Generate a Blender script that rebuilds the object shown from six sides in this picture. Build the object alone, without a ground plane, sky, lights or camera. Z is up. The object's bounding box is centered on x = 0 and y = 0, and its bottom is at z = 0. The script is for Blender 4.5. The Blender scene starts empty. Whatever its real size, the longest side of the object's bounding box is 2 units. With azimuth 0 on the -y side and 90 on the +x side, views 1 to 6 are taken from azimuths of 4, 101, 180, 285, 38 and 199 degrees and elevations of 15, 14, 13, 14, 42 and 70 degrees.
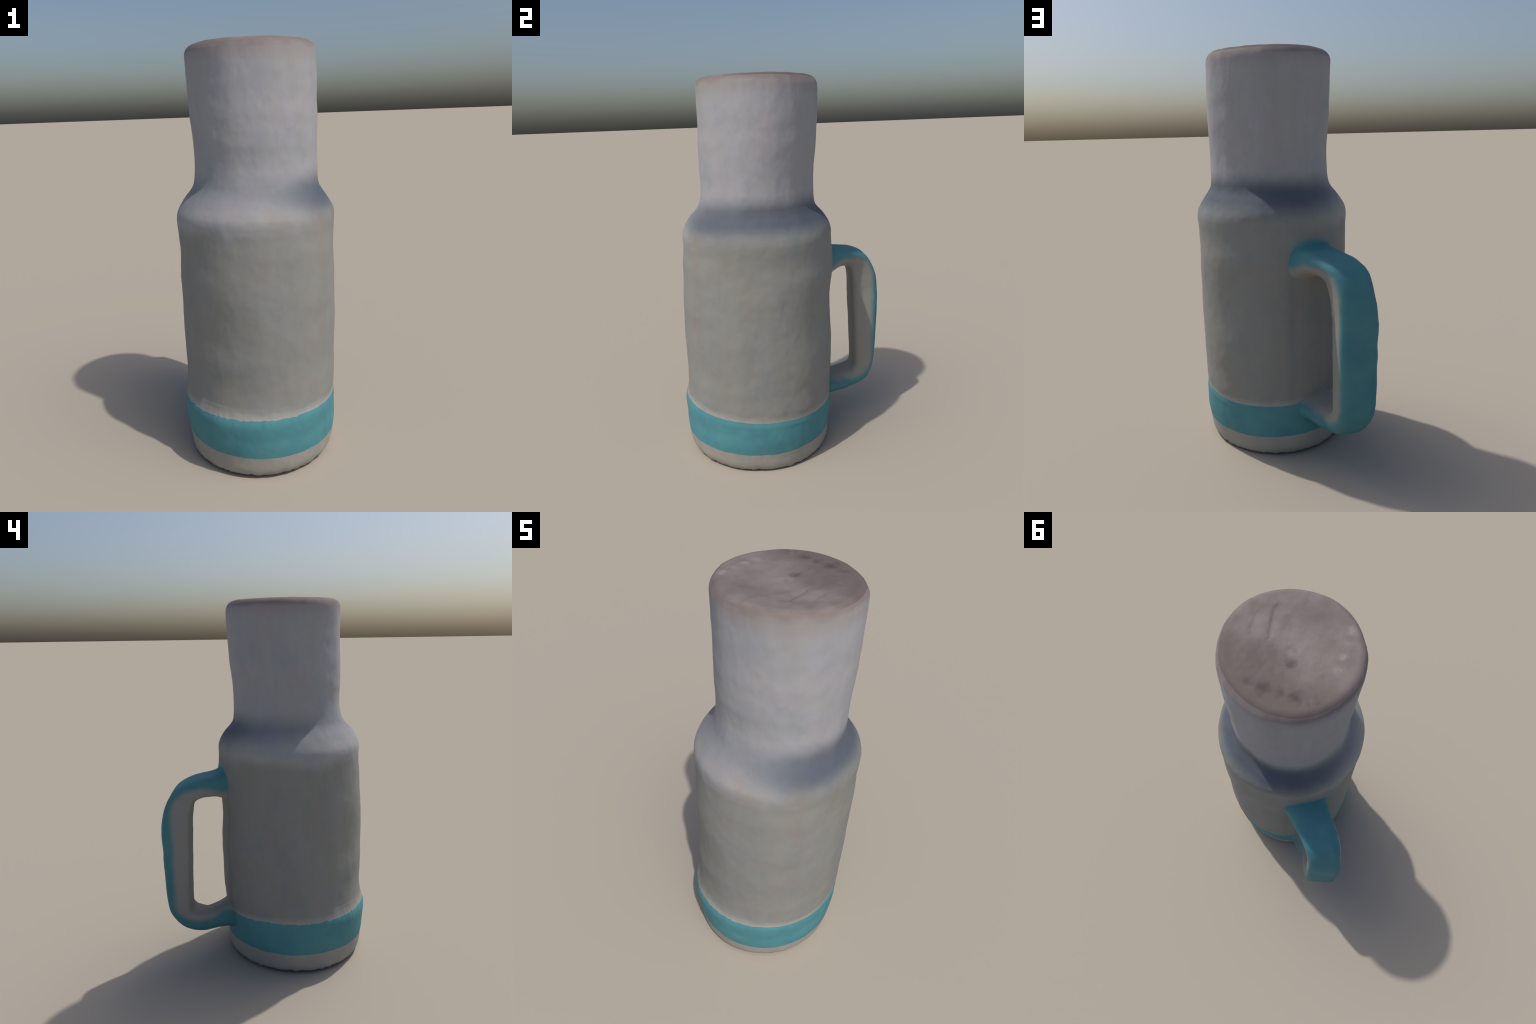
"""A squat-necked ceramic-looking flask: pale mottled body, blue shoulder, teal base
band and a teal strap handle with grey inner faces.  Built as one lofted surface of
slightly oval, slightly leaning rings, then split by region into named parts."""
import bpy, math
import numpy as np
from mathutils import Vector, noise

TAU = 2 * math.pi
N = 288                                   # points round each ring

# ------------------------------------------------------------------ profile
# height, mean radius
PROFILE = [(0.012, .3715), (0.03, .3800), (.05, .3850), (.08, .3885), (.112, .3920), (.14, .3952),
           (.17, .3975), (.21, .3980), (.25, .3992), (.272, .3990), (.286, .3968), (.300, .3932),
           (.325, .3915), (.36, .3905), (.50, .3912), (.62, .3928), (.74, .3915), (.86, .3900),
           (1.0, .3912), (1.10, .3900), (1.15, .3884), (1.19, .3893), (1.215, .3893), (1.235, .3860),
           (1.252, .3795), (1.27, .3700), (1.29, .3570), (1.31, .3420), (1.33, .3245), (1.345, .3130),
           (1.36, .3055), (1.38, .3005), (1.40, .2975), (1.44, .2950), (1.50, .2938), (1.56, .2958),
           (1.62, .2985), (1.68, .3015), (1.74, .3018), (1.80, .3038), (1.88, .3052), (2.0, .3052)]
# height, axis x, axis y: the whole thing leans a little
AXIS = [(0, .035, -.130), (.10, .0388, -.1325), (.20, .0395, -.131), (.29, .040, -.1285), (.34, .0412, -.121),
        (.42, .0415, -.1145), (.60, .0418, -.112), (.92, .0422, -.1085), (1.0, .0412, -.100), (1.24, .0412, -.0965),
        (1.32, .042, -.0975), (1.40, .048, -.086), (1.56, .0503, -.081), (1.70, .0462, -.0715), (1.85, .0435, -.066), (2.0, .041, -.0665)]
# height, oval along x/y, oval along the diagonal
OVAL = [(0, -.009, .002), (.06, -.0088, -.0025), (.14, -.0088, -.001), (.20, -.011, .002), (.26, -.0135, .0015),
        (.36, -.009, -.0035), (.42, -.0083, -.006), (.52, -.0092, -.003), (.70, -.0065, -.007), (.90, -.0068, -.0015),
        (1.07, -.009, -.005), (1.20, -.0035, -.002), (1.29, -.0055, -.008), (1.38, .001, -.005), (1.56, .001, -.0025), (2.0, .002, -.0042)]


def hermite(table):
    a = np.array(table, float)
    x, y = a[:, 0], a[:, 1:]
    h = np.diff(x)[:, None]
    d = np.diff(y, axis=0) / h
    m = np.vstack([d[:1], (d[:-1] * h[1:] + d[1:] * h[:-1]) / (h[1:] + h[:-1]), d[-1:]])

    def f(z):
        z = min(max(z, x[0]), x[-1])
        i = min(int(np.searchsorted(x, z, side="right")) - 1, len(x) - 2)
        i = max(i, 0)
        t = (z - x[i]) / h[i, 0]
        return ((1 + 2 * t) * (1 - t) ** 2 * y[i] + t * (1 - t) ** 2 * h[i, 0] * m[i]
                + t * t * (3 - 2 * t) * y[i + 1] + t * t * (t - 1) * h[i, 0] * m[i + 1])
    return f


radius_at, axis_at, oval_at = hermite(PROFILE), hermite(AXIS), hermite(OVAL)
BAND_LOW, BAND_HIGH = .112, .300          # mean heights of the band's edges
SHOULDER_LOW, NECK_LOW, CAP_EDGE = 1.165, 1.40, 1.932
TOP = 1.996


def fbm(x, y, z, s, seed, octaves=3):
    return noise.fractal(Vector((x * s + seed, y * s - 2 * seed, z * s + 3 * seed)), 0.6, 2.1, octaves)


def bell(z, at, width):
    return math.exp(-((z - at) / width) ** 2)


def edge_shift(z, th):
    """How far the ring at nominal height z is pulled up or down at angle th."""
    s, c = math.sin(th), math.cos(th)
    high = -.0165 * s - .0035 * c - .002 * math.cos(2 * th)
    rough = .5 + .5 * math.cos(th + 2.2)   # the upper edge is frayed at the front left, clean at the right
    high += (.0018 + .0058 * rough) * fbm(2.2 * c, 2.2 * s, 0, 9, 4.1, 4)
    low = -.006 * math.cos(th - .7) - .005 * max(0, math.cos(th - .6)) ** 2 + .004 + .0032 * fbm(2 * c, 2 * s, 0, 3.2, 7.7, 4)
    return high * bell(z, BAND_HIGH, .055) + low * bell(z, BAND_LOW, .05)


def foot_edge(th):
    c, s = math.cos(th), math.sin(th)
    return .0125 - .004 * math.cos(th - .9) + .0060 * fbm(2 * c, 2 * s, 0, 6, 12.3, 5)


# broad swellings that make the rings less than round: heading, half-angle, from z, to z, amount
SWELLINGS = [(50, 27, .30, 1.08, .0135), (45, 20, 1.10, 1.26, .0070), (142, 19, .22, 1.02, .0120), (-43, 22, .80, 1.22, .0075),
             (-123, 20, .62, .92, -.0050), (-160, 22, .20, .36, .0060), (-122, 26, .24, .46, .0050), (57, 26, 1.40, 2.10, -.0085), (-113, 23, 1.36, 2.10, .0060), (12, 20, 1.80, 2.10, -.0040)]


def swelling(z, th):
    out = 0.0
    for at, half, z0, z1, a in SWELLINGS:
        if z0 - .06 < z < z1 + .06:
            d = math.atan2(math.sin(th - math.radians(at)), math.cos(th - math.radians(at)))
            k = min(1, max(0, (z - z0 + .06) / .12)) * min(1, max(0, (z1 + .06 - z) / .12))
            out += a * k * k * (3 - 2 * k) * math.exp(-(d / math.radians(half)) ** 2)
    return out


def wall_point(z, th, inset=0.0, lump=1.0):
    cx, cy = axis_at(z)
    a2, b2 = oval_at(z)
    c, s = math.cos(th), math.sin(th)
    r = radius_at(z)[0] + a2 * math.cos(2 * th) + b2 * math.sin(2 * th) - inset
    x, y = cx + r * c, cy + r * s
    r += swelling(z, th)
    n = .0024 * fbm(x, y, z * .8, 4.0, 1.7) + .0012 * fbm(x, y, z * .6, 17, 5.2, 3)
    if z > .33:                            # shallow throwing ripples and soft upright facets
        n += .0003 * math.sin(z * 70 + 5 * fbm(x, y, z, 3, 9.9, 2)) * (.4 + .6 * fbm(x, y, z, 3, 4.4, 1))
        n += .0006 * math.cos(13 * th + 2.5 * fbm(x, y, z * .25, 2, 8.8, 2))
    r += lump * n
    return cx + r * c, cy + r * s


# features pressed into the cap's top: x, y, radius, height
DENTS = [(.020, -.015, .025, -.007), (.038, -.070, .022, -.003)]
for k in range(5):                         # an arc of five thumb-nail dents at the back
    DENTS.append((.156 - .065 * k, .126 + .004 * math.sin(k), .027 + .005 * math.sin(2.1 * k), -.0045))
for k in range(4):                         # an arc of four pale bosses at the left
    DENTS.append((-.170 + .0015 * k * k, -.213 + .062 * k, .019 + .004 * math.sin(1 + 2.4 * k), .0028))
for k in range(5):                         # small raised marks inside the arc of dents
    DENTS.append((-.10 + .075 * k, -.010 + .050 * math.sin(.3 + .55 * k), .014, .0022 * (-1) ** k))
# grooves: ends, half-width, depth
GROOVES = [((.146, -.118), (.159, -.232), .010, -.0055), ((.222, -.116), (.222, -.185), .011, -.0036)]


def top_relief(x, y):
    h = 0.0
    for px, py, r, a in DENTS:
        h += a * math.exp(-((x - px) ** 2 + (y - py) ** 2) / (r * r) * 1.3)
    for (ax, ay), (bx, by), w, a in GROOVES:
        dx, dy = bx - ax, by - ay
        t = min(1, max(0, ((x - ax) * dx + (y - ay) * dy) / (dx * dx + dy * dy)))
        ox, oy = x - ax - t * dx, y - ay - t * dy
        side = 1.0 if ox > 0 else .45      # steep on one side, a soft slope on the other
        h += a * math.exp(-(math.hypot(ox, oy) / w * side) ** 2)
    return h + .0022 * fbm(x, y, 0, 9, 3.3, 4)


# ------------------------------------------------------------------ rings
rings, region = [], []                     # region[i] names the faces between ring i and i+1


def add_ring(fn, name):
    rings.append([fn(TAU * k / N) for k in range(N)])
    region.append(name)


CORE = axis_at(0)
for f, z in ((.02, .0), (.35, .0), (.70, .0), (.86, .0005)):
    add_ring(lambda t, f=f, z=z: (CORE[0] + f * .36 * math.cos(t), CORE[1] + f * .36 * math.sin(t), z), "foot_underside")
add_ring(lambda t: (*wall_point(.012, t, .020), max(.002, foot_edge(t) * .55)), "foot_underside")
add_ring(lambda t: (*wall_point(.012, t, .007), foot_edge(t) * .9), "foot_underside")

levels = [.012, .016, .021]
z = .027
while z < CAP_EDGE - .003:
    levels.append(z)
    z += .0055 if z < .36 or 1.14 < z < 1.42 else .009
for mark in (BAND_LOW, BAND_HIGH, SHOULDER_LOW, NECK_LOW):
    i = int(np.argmin([abs(v - mark) for v in levels]))
    levels[i] = mark


def wall_height(z, th):
    e = foot_edge(th)
    z2 = z + edge_shift(z, th)
    return z2 + (e - .012) * max(0, 1 - (z - .012) / .03) if z < .042 else z2


def part_of(z):
    return ("foot" if z < BAND_LOW - 1e-6 else "base_band" if z < BAND_HIGH - 1e-6 else "body" if z < SHOULDER_LOW - 1e-6
            else "shoulder" if z < NECK_LOW - 1e-6 else "neck")


def wall_ring(z):
    def f(th):
        h = wall_height(z, th)
        # the radius follows the nominal height near the band so its lip rides with its edge
        x, y = wall_point(z if z < .36 else h, th, .0012 * bell(z, .012, .006))
        return x, y, h
    return f


for z in levels:
    add_ring(wall_ring(z), part_of(z))


def corner_round(th):
    return .034 + .014 * (.5 + .5 * math.sin(th - .2))


def cap_point(th, q):
    """q in 0..1 runs round the rolled rim from the wall to the flat top."""
    rho = corner_round(th)
    a = q * math.pi / 2
    z0 = TOP - rho * 1.15   # never below the last wall ring
    zz = z0 + rho * 1.15 * math.sin(a)
    x, y = wall_point(z0, th, rho * (1 - math.cos(a)))
    return x, y, zz + .0012 * fbm(x, y, zz, 14, 2.2) * q


for q in np.linspace(0, 1, 12)[:-1]:
    add_ring(lambda t, q=q: cap_point(t, q), "neck" if q < .5 else "cap_top")
CENTRE = axis_at(2.0)
for f in [1 - .013 * i for i in range(76)]:
    def top_ring(th, f=f):
        x, y, zz = cap_point(th, 1)
        x, y = CENTRE[0] + (x - CENTRE[0]) * f, CENTRE[1] + (y - CENTRE[1]) * f
        blend = min(1, (1 - f) * 9)
        return x, y, zz * (1 - blend) + TOP * blend + top_relief(x, y) * blend - .016 * (1 - min(1, f / .86) ** 2) ** 2
    add_ring(top_ring, "cap_top")

co = np.array([p for r in rings for p in r])
R = len(rings)
co = np.vstack([co, [[CORE[0], CORE[1], 0]], [rings[-1][0][:2] + (co[-N:, 2].mean(),)]])
faces, owner = [], []
for i in range(R - 1):
    for k in range(N):
        k2 = (k + 1) % N
        faces.append((i * N + k, i * N + k2, (i + 1) * N + k2, (i + 1) * N + k))
        owner.append(region[i])
for k in range(N):
    faces.append((R * N, (k + 1) % N, k)); owner.append("foot_underside")
    faces.append((R * N + 1, (R - 1) * N + k, (R - 1) * N + (k + 1) % N)); owner.append("cap_top")
co[-1, :2] = co[-N - 2:-2, :2].mean(0)

whole = bpy.data.meshes.new("whole_flask")
whole.from_pydata(co.tolist(), [], faces)
whole.update()
normals = np.zeros(len(co) * 3)
whole.vertices.foreach_get("normal", normals)
normals = normals.reshape(-1, 3)


# ------------------------------------------------------------------ material helpers
class Tree:
    def __init__(self, name):
        self.mat = bpy.data.materials.new(name)
        self.mat.use_nodes = True
        self.t = self.mat.node_tree
        self.bsdf = next(n for n in self.t.nodes if n.type == "BSDF_PRINCIPLED")
        self.co = self.t.nodes.new("ShaderNodeTexCoord").outputs["Object"]
        sep = self.t.nodes.new("ShaderNodeSeparateXYZ")
        self.link(self.co, sep.inputs[0])
        self.x, self.y, self.z = sep.outputs

    def link(self, a, b):
        if hasattr(a, "is_linked"):
            self.t.links.new(a, b)
        else:
            b.default_value = a

    def math(self, op, a, b=0.0, c=0.0, clamp=False):
        n = self.t.nodes.new("ShaderNodeMath")
        n.operation, n.use_clamp = op, clamp
        for s, v in zip(n.inputs, (a, b, c)):
            self.link(v, s)
        return n.outputs[0]

    def step(self, v, lo, hi):
        n = self.t.nodes.new("ShaderNodeMapRange")
        n.interpolation_type = "SMOOTHSTEP"
        self.link(v, n.inputs[0])
        n.inputs[1].default_value, n.inputs[2].default_value = lo, hi
        return n.outputs[0]

    def hump(self, v, at, half):
        d = self.math("ABSOLUTE", self.math("SUBTRACT", v, at))
        return self.math("SUBTRACT", 1.0, self.step(d, 0.0, half))

    def noise(self, scale, detail=3.0, stretch=(1, 1, 1), seed=0.0, rough=.55):
        m = self.t.nodes.new("ShaderNodeMapping")
        self.link(self.co, m.inputs[0])
        m.inputs["Scale"].default_value = stretch
        m.inputs["Location"].default_value = (seed, seed * 1.7, -seed)
        n = self.t.nodes.new("ShaderNodeTexNoise")
        self.link(m.outputs[0], n.inputs["Vector"])
        n.inputs["Scale"].default_value, n.inputs["Detail"].default_value = scale, detail
        n.inputs["Roughness"].default_value = rough
        return n.outputs[0]

    def mix(self, f, a, b, mode="MIX"):
        n = self.t.nodes.new("ShaderNodeMix")
        n.data_type, n.blend_type = "RGBA", mode
        self.link(f, n.inputs[0])
        for v, s in ((a, n.inputs[6]), (b, n.inputs[7])):
            self.link(v if hasattr(v, "is_linked") else (*v, 1), s)
        return n.outputs[2]

    def scale(self, f, k):
        return self.math("MULTIPLY", f, k)

    def spot(self, px, py, r):
        if not hasattr(self, "warp"):          # ragged outlines: shift the place by noise
            self.warp = [self.scale(self.math("SUBTRACT", self.noise(26, 3, seed=q), .5), .042) for q in (61, 83)]
            self.patch = self.step(self.noise(17, 3, seed=37), .30, .62)
        dx = self.math("ADD", self.math("SUBTRACT", self.x, px), self.warp[0])
        dy = self.math("ADD", self.math("SUBTRACT", self.y, py), self.warp[1])
        d = self.math("SQRT", self.math("ADD", self.math("MULTIPLY", dx, dx), self.math("MULTIPLY", dy, dy)))
        return self.math("MULTIPLY", self.patch, self.math("SUBTRACT", 1.0, self.step(d, 0.0, r * 1.5)))

    def rim_mix(self):
        return self.step(self.math("MULTIPLY_ADD", self.math("SUBTRACT", self.noise(9, 3, seed=71), .5), .03, self.z), 1.948, 1.984)

    def most(self, fs):
        out = fs[0]
        for f in fs[1:]:
            out = self.math("MAXIMUM", out, f)
        return out

    def finish(self, colour, rough=.72, bump=.16, bump_scale=34):
        self.link(colour, self.bsdf.inputs["Base Color"])
        self.bsdf.inputs["Roughness"].default_value = rough
        self.bsdf.inputs["Specular IOR Level"].default_value = .25
        b = self.t.nodes.new("ShaderNodeBump")
        b.inputs["Strength"].default_value, b.inputs["Distance"].default_value = bump, .004
        self.link(self.noise(bump_scale, 3, seed=9), b.inputs["Height"])
        self.link(b.outputs[0], self.bsdf.inputs["Normal"])
        return self.mat


def mottle(t, col, k=1.0):
    """Cloudy hue drift and faint upright streaks, as on unevenly fired glaze."""
    warm = t.step(t.noise(5.5, 3, (1, 1, .8), 3), .46, .72)
    cool = t.step(t.noise(6.5, 3, (1, 1, .7), 11), .48, .74)
    pink = t.step(t.noise(7.5, 2, (1, 1, .8), 23), .52, .74)
    streak = t.noise(16, 3, (1, 1, .16), 5)
    fleck = t.noise(26, 4, (1, 1, .7), 31, .65)
    col = t.mix(t.scale(warm, .34 * k), col, (.97, .96, .83), "MULTIPLY")
    col = t.mix(t.scale(cool, .42 * k), col, (.86, .93, 1.02), "MULTIPLY")
    col = t.mix(t.scale(pink, .40 * k), col, (1.04, .92, .94), "MULTIPLY")
    col = t.mix(t.scale(t.step(streak, .40, .70), .13 * k), col, (.82, .82, .82), "MULTIPLY")
    col = t.mix(t.scale(t.step(fleck, .45, .75), .16 * k), col, (.78, .80, .80), "MULTIPLY")
    return col


ROOT, ROOT_FACE = (-.148, .245), math.radians(116)     # where the handle meets the wall
ACROSS = (-math.sin(ROOT_FACE), math.cos(ROOT_FACE))
BODY = (.255, .259, .245)
LILAC = (.344, .348, .370)
BLUE = (.085, .102, .135)
EARTH = (.200, .166, .160)
RIM = (.300, .258, .254)
FOOT = (.340, .328, .295)
TEAL = (.080, .258, .288)


def pale_material():
    t = Tree("mottled_pale_glaze")
    wob = t.math("MULTIPLY_ADD", t.math("SUBTRACT", t.noise(5, 3, seed=2), .5), .10, t.z)
    wob_fine = t.math("MULTIPLY_ADD", t.math("SUBTRACT", t.noise(9, 3, seed=8), .5), .025, t.z)
    # the blue collar is strongest at the right and back, thin at the front left
    side = t.math("ADD", t.scale(t.x, .9), t.scale(t.y, .75))
    turn = t.step(side, -.32, .16)
    power = t.math("MULTIPLY_ADD", turn, .52, .45)
    # the pale shoulder edge fades to plain grey on that side too
    pale = t.math("MULTIPLY", t.step(wob, 1.13, 1.21), t.math("SUBTRACT", 1.0, t.scale(t.math("MULTIPLY", turn, t.math("SUBTRACT", 1.0, t.step(wob, 1.30, 1.42))), 1.0)))
    col = t.mix(pale, BODY, t.mix(t.step(t.z, 1.26, 1.42), (.345, .345, .350), LILAC))
    collar = t.math("MULTIPLY", t.step(t.math("MULTIPLY_ADD", turn, .045, wob_fine), 1.240, 1.352), t.math("SUBTRACT", 1.0, t.step(wob_fine, 1.330, 1.450)))
    col = t.mix(t.math("MULTIPLY", collar, power), col, BLUE)
    # pinkish rim and earthy top
    col = t.mix(t.scale(t.step(wob_fine, 1.885, 1.965), .55), col, RIM)
    col = t.mix(t.rim_mix(), col, EARTH)
    # a pale line along the band's upper edge
    tilt = t.math("MULTIPLY_ADD", t.y, -.041, .2945)
    over = t.math("SUBTRACT", t.z, tilt)
    col = t.mix(t.scale(t.math("SUBTRACT", 1.0, t.step(over, .002, .042)), .50), col, (.42, .41, .375))
    # teal bleeds on to the wall round the handle's roots, and a dark trace runs between them
    u = t.math("ADD", t.scale(t.math("SUBTRACT", t.x, ROOT[0]), ACROSS[0]), t.scale(t.math("SUBTRACT", t.y, ROOT[1]), ACROSS[1]))
    near = t.step(t.y, .06, .14)
    us = t.math("DIVIDE", u, .118)
    roots = []
    for zc, hz in ((1.040, .088), (.235, .078)):
        v = t.math("DIVIDE", t.math("SUBTRACT", t.z, zc), hz)
        p4 = t.math("ADD", t.math("POWER", t.math("ABSOLUTE", us), 2.4), t.math("POWER", t.math("ABSOLUTE", v), 2.4))
        p4 = t.math("MULTIPLY_ADD", t.math("SUBTRACT", t.noise(12, 3, seed=91), .5), .5, p4)
        roots.append(t.math("SUBTRACT", 1.0, t.step(p4, .55, 1.30)))
    col = mottle(t, col, 1.25)
    trace = t.hump(t.math("ABSOLUTE", u), .108, .040)
    trace = t.math("MULTIPLY", trace, t.math("MULTIPLY", t.step(t.z, .25, .36), t.math("SUBTRACT", 1.0, t.step(t.z, .92, 1.02))))
    col = t.mix(t.scale(t.math("MULTIPLY", trace, near), .22), col, (.085, .135, .165))
    col = t.mix(t.math("MULTIPLY", t.most(roots), near), col, teal_colour(t))
    return t.finish(col)


def top_material():
    t = Tree("earthy_cap_top")
    col = t.mix(t.step(t.noise(5, 4, seed=4), .35, .70), (.215, .181, .176), (.158, .131, .126))
    col = t.mix(t.scale(t.step(t.noise(14, 4, (1, .5, 1), 14), .45, .75), .5), col, (.138, .114, .110))
    col = t.mix(t.scale(t.step(t.noise(7, 3, seed=44), .5, .75), .45), col, (.200, .186, .176))
    dark = t.most([t.spot(x, y, r * 1.15) for x, y, r, a in DENTS if a < -.0026])
    pale = t.most([t.spot(x, y, r) for x, y, r, a in DENTS if a > .0025])
    # browner stain over the back and right of the top
    tone = t.math("ADD", t.math("ADD", t.scale(t.x, .55), t.y), t.scale(t.math("SUBTRACT", t.noise(6, 4, seed=51), .5), .35))
    col = t.mix(t.scale(t.step(tone, -.10, .17), .75), col, (.112, .088, .084))
    col = t.mix(t.scale(dark, .78), col, (.066, .050, .049))
    hole = t.math("SUBTRACT", 1.0, t.step(t.math("POWER", t.math("ADD", t.math("POWER", t.math("SUBTRACT", t.x, .021), 2.0), t.math("POWER", t.math("ADD", t.y, .014), 2.0)), .5), .004, .030))
    col = t.mix(t.scale(hole, .72), col, (.062, .047, .046))
    col = t.mix(t.scale(pale, .42), col, (.36, .33, .32))
    col = t.mix(t.rim_mix(), RIM, col)
    return t.finish(col, .8, .12, 40)


def teal_colour(t):
    col = t.mix(t.step(t.noise(6, 3, seed=6), .35, .70), TEAL, (.070, .225, .272))
    col = t.mix(t.scale(t.step(t.noise(12, 3, (1, 1, .3), 16), .5, .8), .35), col, (.105, .255, .262))
    return t.mix(t.scale(t.step(t.noise(30, 3, seed=26), .5, .8), .18), col, (.045, .16, .18))


def band_material():
    t = Tree("teal_band_glaze")
    return t.finish(teal_colour(t), .68)


def foot_material():
    t = Tree("chalky_foot")
    return t.finish(mottle(t, t.mix(t.step(t.noise(7, 3, seed=6), .4, .7), FOOT, (.31, .30, .275)), .6), .8, .2)


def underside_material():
    t = Tree("shadow_darkened_underside")
    return t.finish(t.mix(t.noise(20, 4), (.09, .085, .078), (.06, .056, .052)), .9, .3)  # near-black colours carry the shadow in the recess under the foot


# ------------------------------------------------------------------ parts
root = bpy.data.objects.new("flask", None)
bpy.context.scene.collection.objects.link(root)
root["label"] = "tall pale grey ceramic flask with teal band and handle"
root["category"] = "flask"


def split_part(name, mat):
    idx = [i for i, o in enumerate(owner) if o == name]
    used = sorted({v for i in idx for v in faces[i]})
    new = {v: j for j, v in enumerate(used)}
    me = bpy.data.meshes.new(name)
    me.from_pydata(co[used].tolist(), [], [[new[v] for v in faces[i]] for i in idx])
    me.polygons.foreach_set("use_smooth", [True] * len(idx))
    me.normals_split_custom_set_from_vertices(normals[used].tolist())
    me.materials.append(mat)
    ob = bpy.data.objects.new(name, me)
    ob.parent = root
    bpy.context.scene.collection.objects.link(ob)
    return ob


PALE = pale_material()
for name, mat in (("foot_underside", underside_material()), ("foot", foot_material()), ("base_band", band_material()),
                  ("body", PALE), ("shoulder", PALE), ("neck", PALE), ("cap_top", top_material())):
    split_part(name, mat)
bpy.data.meshes.remove(whole)

# ------------------------------------------------------------------ handle
# side view of the strap, distance out from the grip's middle (s) against height
OUTER = [(-.335, 1.110), (-.285, 1.092), (-.235, 1.082), (-.14, 1.072), (-.06, 1.053), (.005, 1.020), (.047, .965), (.076, .900),
         (.089, .828), (.091, .75), (.086, .60), (.077, .43), (.062, .335), (.034, .278), (0, .238), (-.055, .203),
         (-.125, .184), (-.205, .188), (-.275, .188), (-.335, .165)]
INNER = [(-.335, .918), (-.275, .948), (-.235, .964), (-.20, .971), (-.155, .970), (-.122, .956), (-.103, .915), (-.095, .870),
         (-.091, .83), (-.090, .75), (-.084, .60), (-.078, .43), (-.077, .350), (-.085, .322), (-.105, .308), (-.15, .302),
         (-.19, .300), (-.225, .304), (-.27, .316), (-.335, .340)]
GRIP = (-.321, .449)
OUT = math.radians(130.5)                  # heading of the strap away from the flask
OUT_V = (math.cos(OUT), math.sin(OUT))
WIDTH_GRIP, WIDTH_ROOT, CORNER = .180, .200, .036


def resample(pts, m):
    """Smooth curve through pts (parameter = index), m samples."""
    f = hermite([(i, *p) for i, p in enumerate(pts)])
    return [f((len(pts) - 1) * j / (m - 1)) for j in range(m)]


M, SEC = 170, 64
outer, inner = resample(OUTER, M), resample(INNER, M)
verts, quads = [], []
for j in range(M):
    o, i = Vector(outer[j]), Vector(inner[j])
    mid, half = (o + i) / 2, (o - i) / 2
    root_w = min(1, max(0, (-mid.x - .02) / .25))
    arm = min(1, max(0, (-mid.x - .03) / .10))     # arms are rounder than the grip
    high = mid.y > .6
    drift = arm * (0.0 if high else .019)   # and set a little to either side
    face = math.radians(104 + 12 * root_w)         # the grip is twisted against the arms
    across = Vector((-math.sin(face), math.cos(face), 0))
    w = (WIDTH_GRIP * (1 - root_w) + WIDTH_ROOT * root_w) / 2 + (.011 * arm if mid.y > .6 else -.004 * arm)
    for k in range(SEC):
        a = TAU * k / SEC
        c, s = math.cos(a), math.sin(a)
        hh = half.length
        ru = rv = min(CORNER + (hh - CORNER) * arm * (.55 if high else .90), hh * .96)
        # rounded rectangle: march the square's outline, then round its corners
        m = max(abs(c), abs(s))
        qu, qv = c / m * w, s / m * hh
        iu, iv = max(-w + ru, min(w - ru, qu)), max(-hh + rv, min(hh - rv, qv))
        du, dv = qu - iu, qv - iv
        ln = math.hypot(du, dv)
        qu, qv = iu + du / ln * ru, iv + dv / ln * rv
        if not high:                               # the lower arm thins towards one side
            qv *= 1 + .30 * arm * qu / w
            qu *= 1 - .16 * arm * (qu < 0)
        v = qv / hh
        # the side view's depth is laid off square to the strap's face
        deep = half.x * v * .86
        pos = Vector((GRIP[0] + OUT_V[0] * mid.x + math.cos(face) * deep, GRIP[1] + OUT_V[1] * mid.x + math.sin(face) * deep,
                      mid.y + half.y * v)) + across * (qu + drift)
        # swell into the wall with a fillet
        ax = axis_at(pos.z)
        gap = math.hypot(pos.x - ax[0], pos.y - ax[1]) - radius_at(pos.z)[0]
        swell = (.013 if high else .012) * math.exp(-max(gap, -.004) / .020)
        push = half / hh * (dv / ln) * swell
        pos += Vector((OUT_V[0] * push.x, OUT_V[1] * push.x, push.y)) + across * (du / ln * swell)
        u = qu / w
        d = fbm(pos.x, pos.y, pos.z, 7, 21.0) * .0025
        n2 = (half * v).normalized() if abs(v) > .05 else Vector((0, 0))
        pos += Vector((OUT_V[0] * n2.x, OUT_V[1] * n2.x, n2.y)) * d + across * (u * d)
        verts.append(pos)
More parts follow.
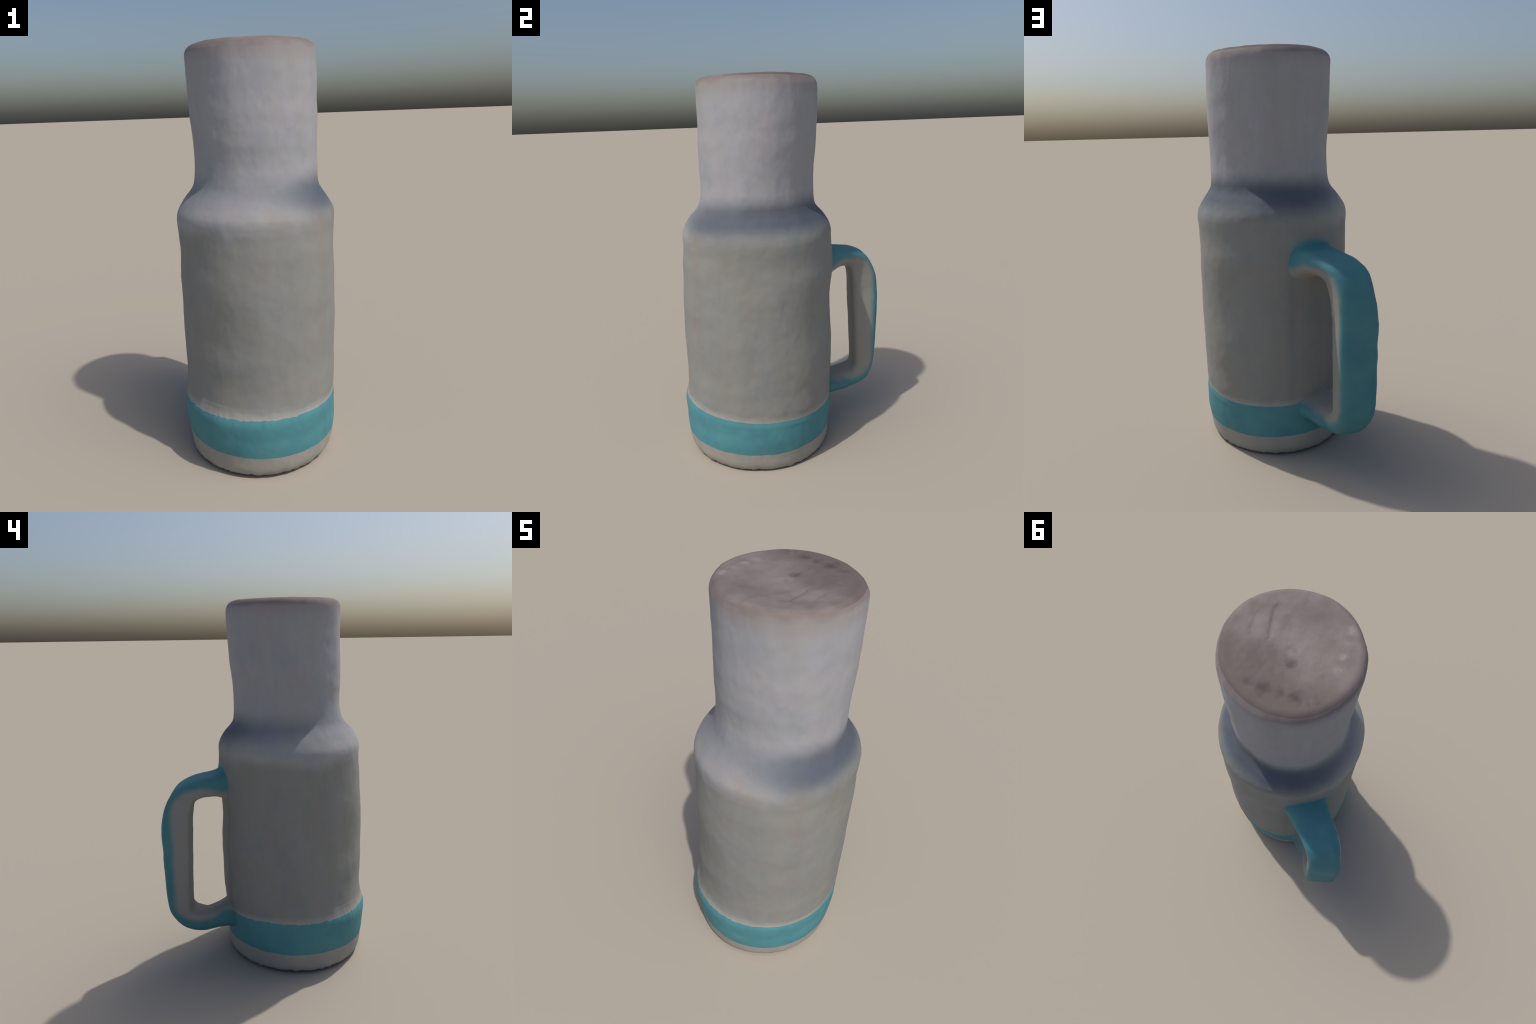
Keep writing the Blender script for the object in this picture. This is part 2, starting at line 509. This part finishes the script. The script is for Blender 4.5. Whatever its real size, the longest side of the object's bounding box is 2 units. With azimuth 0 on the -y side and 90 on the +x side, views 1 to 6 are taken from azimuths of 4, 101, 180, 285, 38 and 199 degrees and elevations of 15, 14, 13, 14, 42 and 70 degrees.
for j in range(M - 1):
    for k in range(SEC):
        k2 = (k + 1) % SEC
        quads.append((j * SEC + k, j * SEC + k2, (j + 1) * SEC + k2, (j + 1) * SEC + k))
quads.append(tuple(reversed(range(SEC))))
quads.append(tuple((M - 1) * SEC + k for k in range(SEC)))


def handle_material():
    t = Tree("teal_over_grey_strap")
    PAINT = math.radians(111)              # the paint's edge is turned a little against the strap
    # s: distance out along the strap's heading, measured from the grip
    s = t.math("ADD", t.scale(t.math("SUBTRACT", t.x, GRIP[0]), math.cos(PAINT)), t.scale(t.math("SUBTRACT", t.y, GRIP[1]), math.sin(PAINT)))
    # signed distance to the strap's outer side view, a rounded box
    HX, Z0, HZ, RAD = .366, .634, .432, .17
    qx = t.math("SUBTRACT", t.math("ADD", s, .295), HX - RAD)
    qz = t.math("SUBTRACT", t.math("ABSOLUTE", t.math("SUBTRACT", t.z, Z0)), HZ - RAD)
    mx, mz = t.math("MAXIMUM", qx, 0.0), t.math("MAXIMUM", qz, 0.0)
    out = t.math("SQRT", t.math("ADD", t.math("MULTIPLY", mx, mx), t.math("MULTIPLY", mz, mz)))
    ins = t.math("MINIMUM", t.math("MAXIMUM", qx, qz), 0.0)
    d = t.math("SUBTRACT", t.math("ADD", out, ins), RAD)
    d = t.math("MULTIPLY_ADD", t.math("SUBTRACT", t.noise(14, 3, seed=3), .5), .020, d)
    d = t.math("ADD", d, t.scale(t.step(s, -.16, -.25), .030))
    d = t.math("ADD", d, t.scale(t.math("SUBTRACT", 1.0, t.step(t.z, .26, .40)), .022))
    mask = t.step(d, -.062, -.022)
    grey = mottle(t, (.275, .272, .252), .7)
    col = t.mix(mask, grey, t.mix(1.0, teal_colour(t), (.90, .90, .90), "MULTIPLY"))  # teal darkened a tenth towards its tone on the shaded side
    return t.finish(col, .66)


me = bpy.data.meshes.new("handle")
me.from_pydata(verts, [], quads)
me.polygons.foreach_set("use_smooth", [True] * len(quads))
me.materials.append(handle_material())
handle = bpy.data.objects.new("handle", me)
handle.parent = root
bpy.context.scene.collection.objects.link(handle)
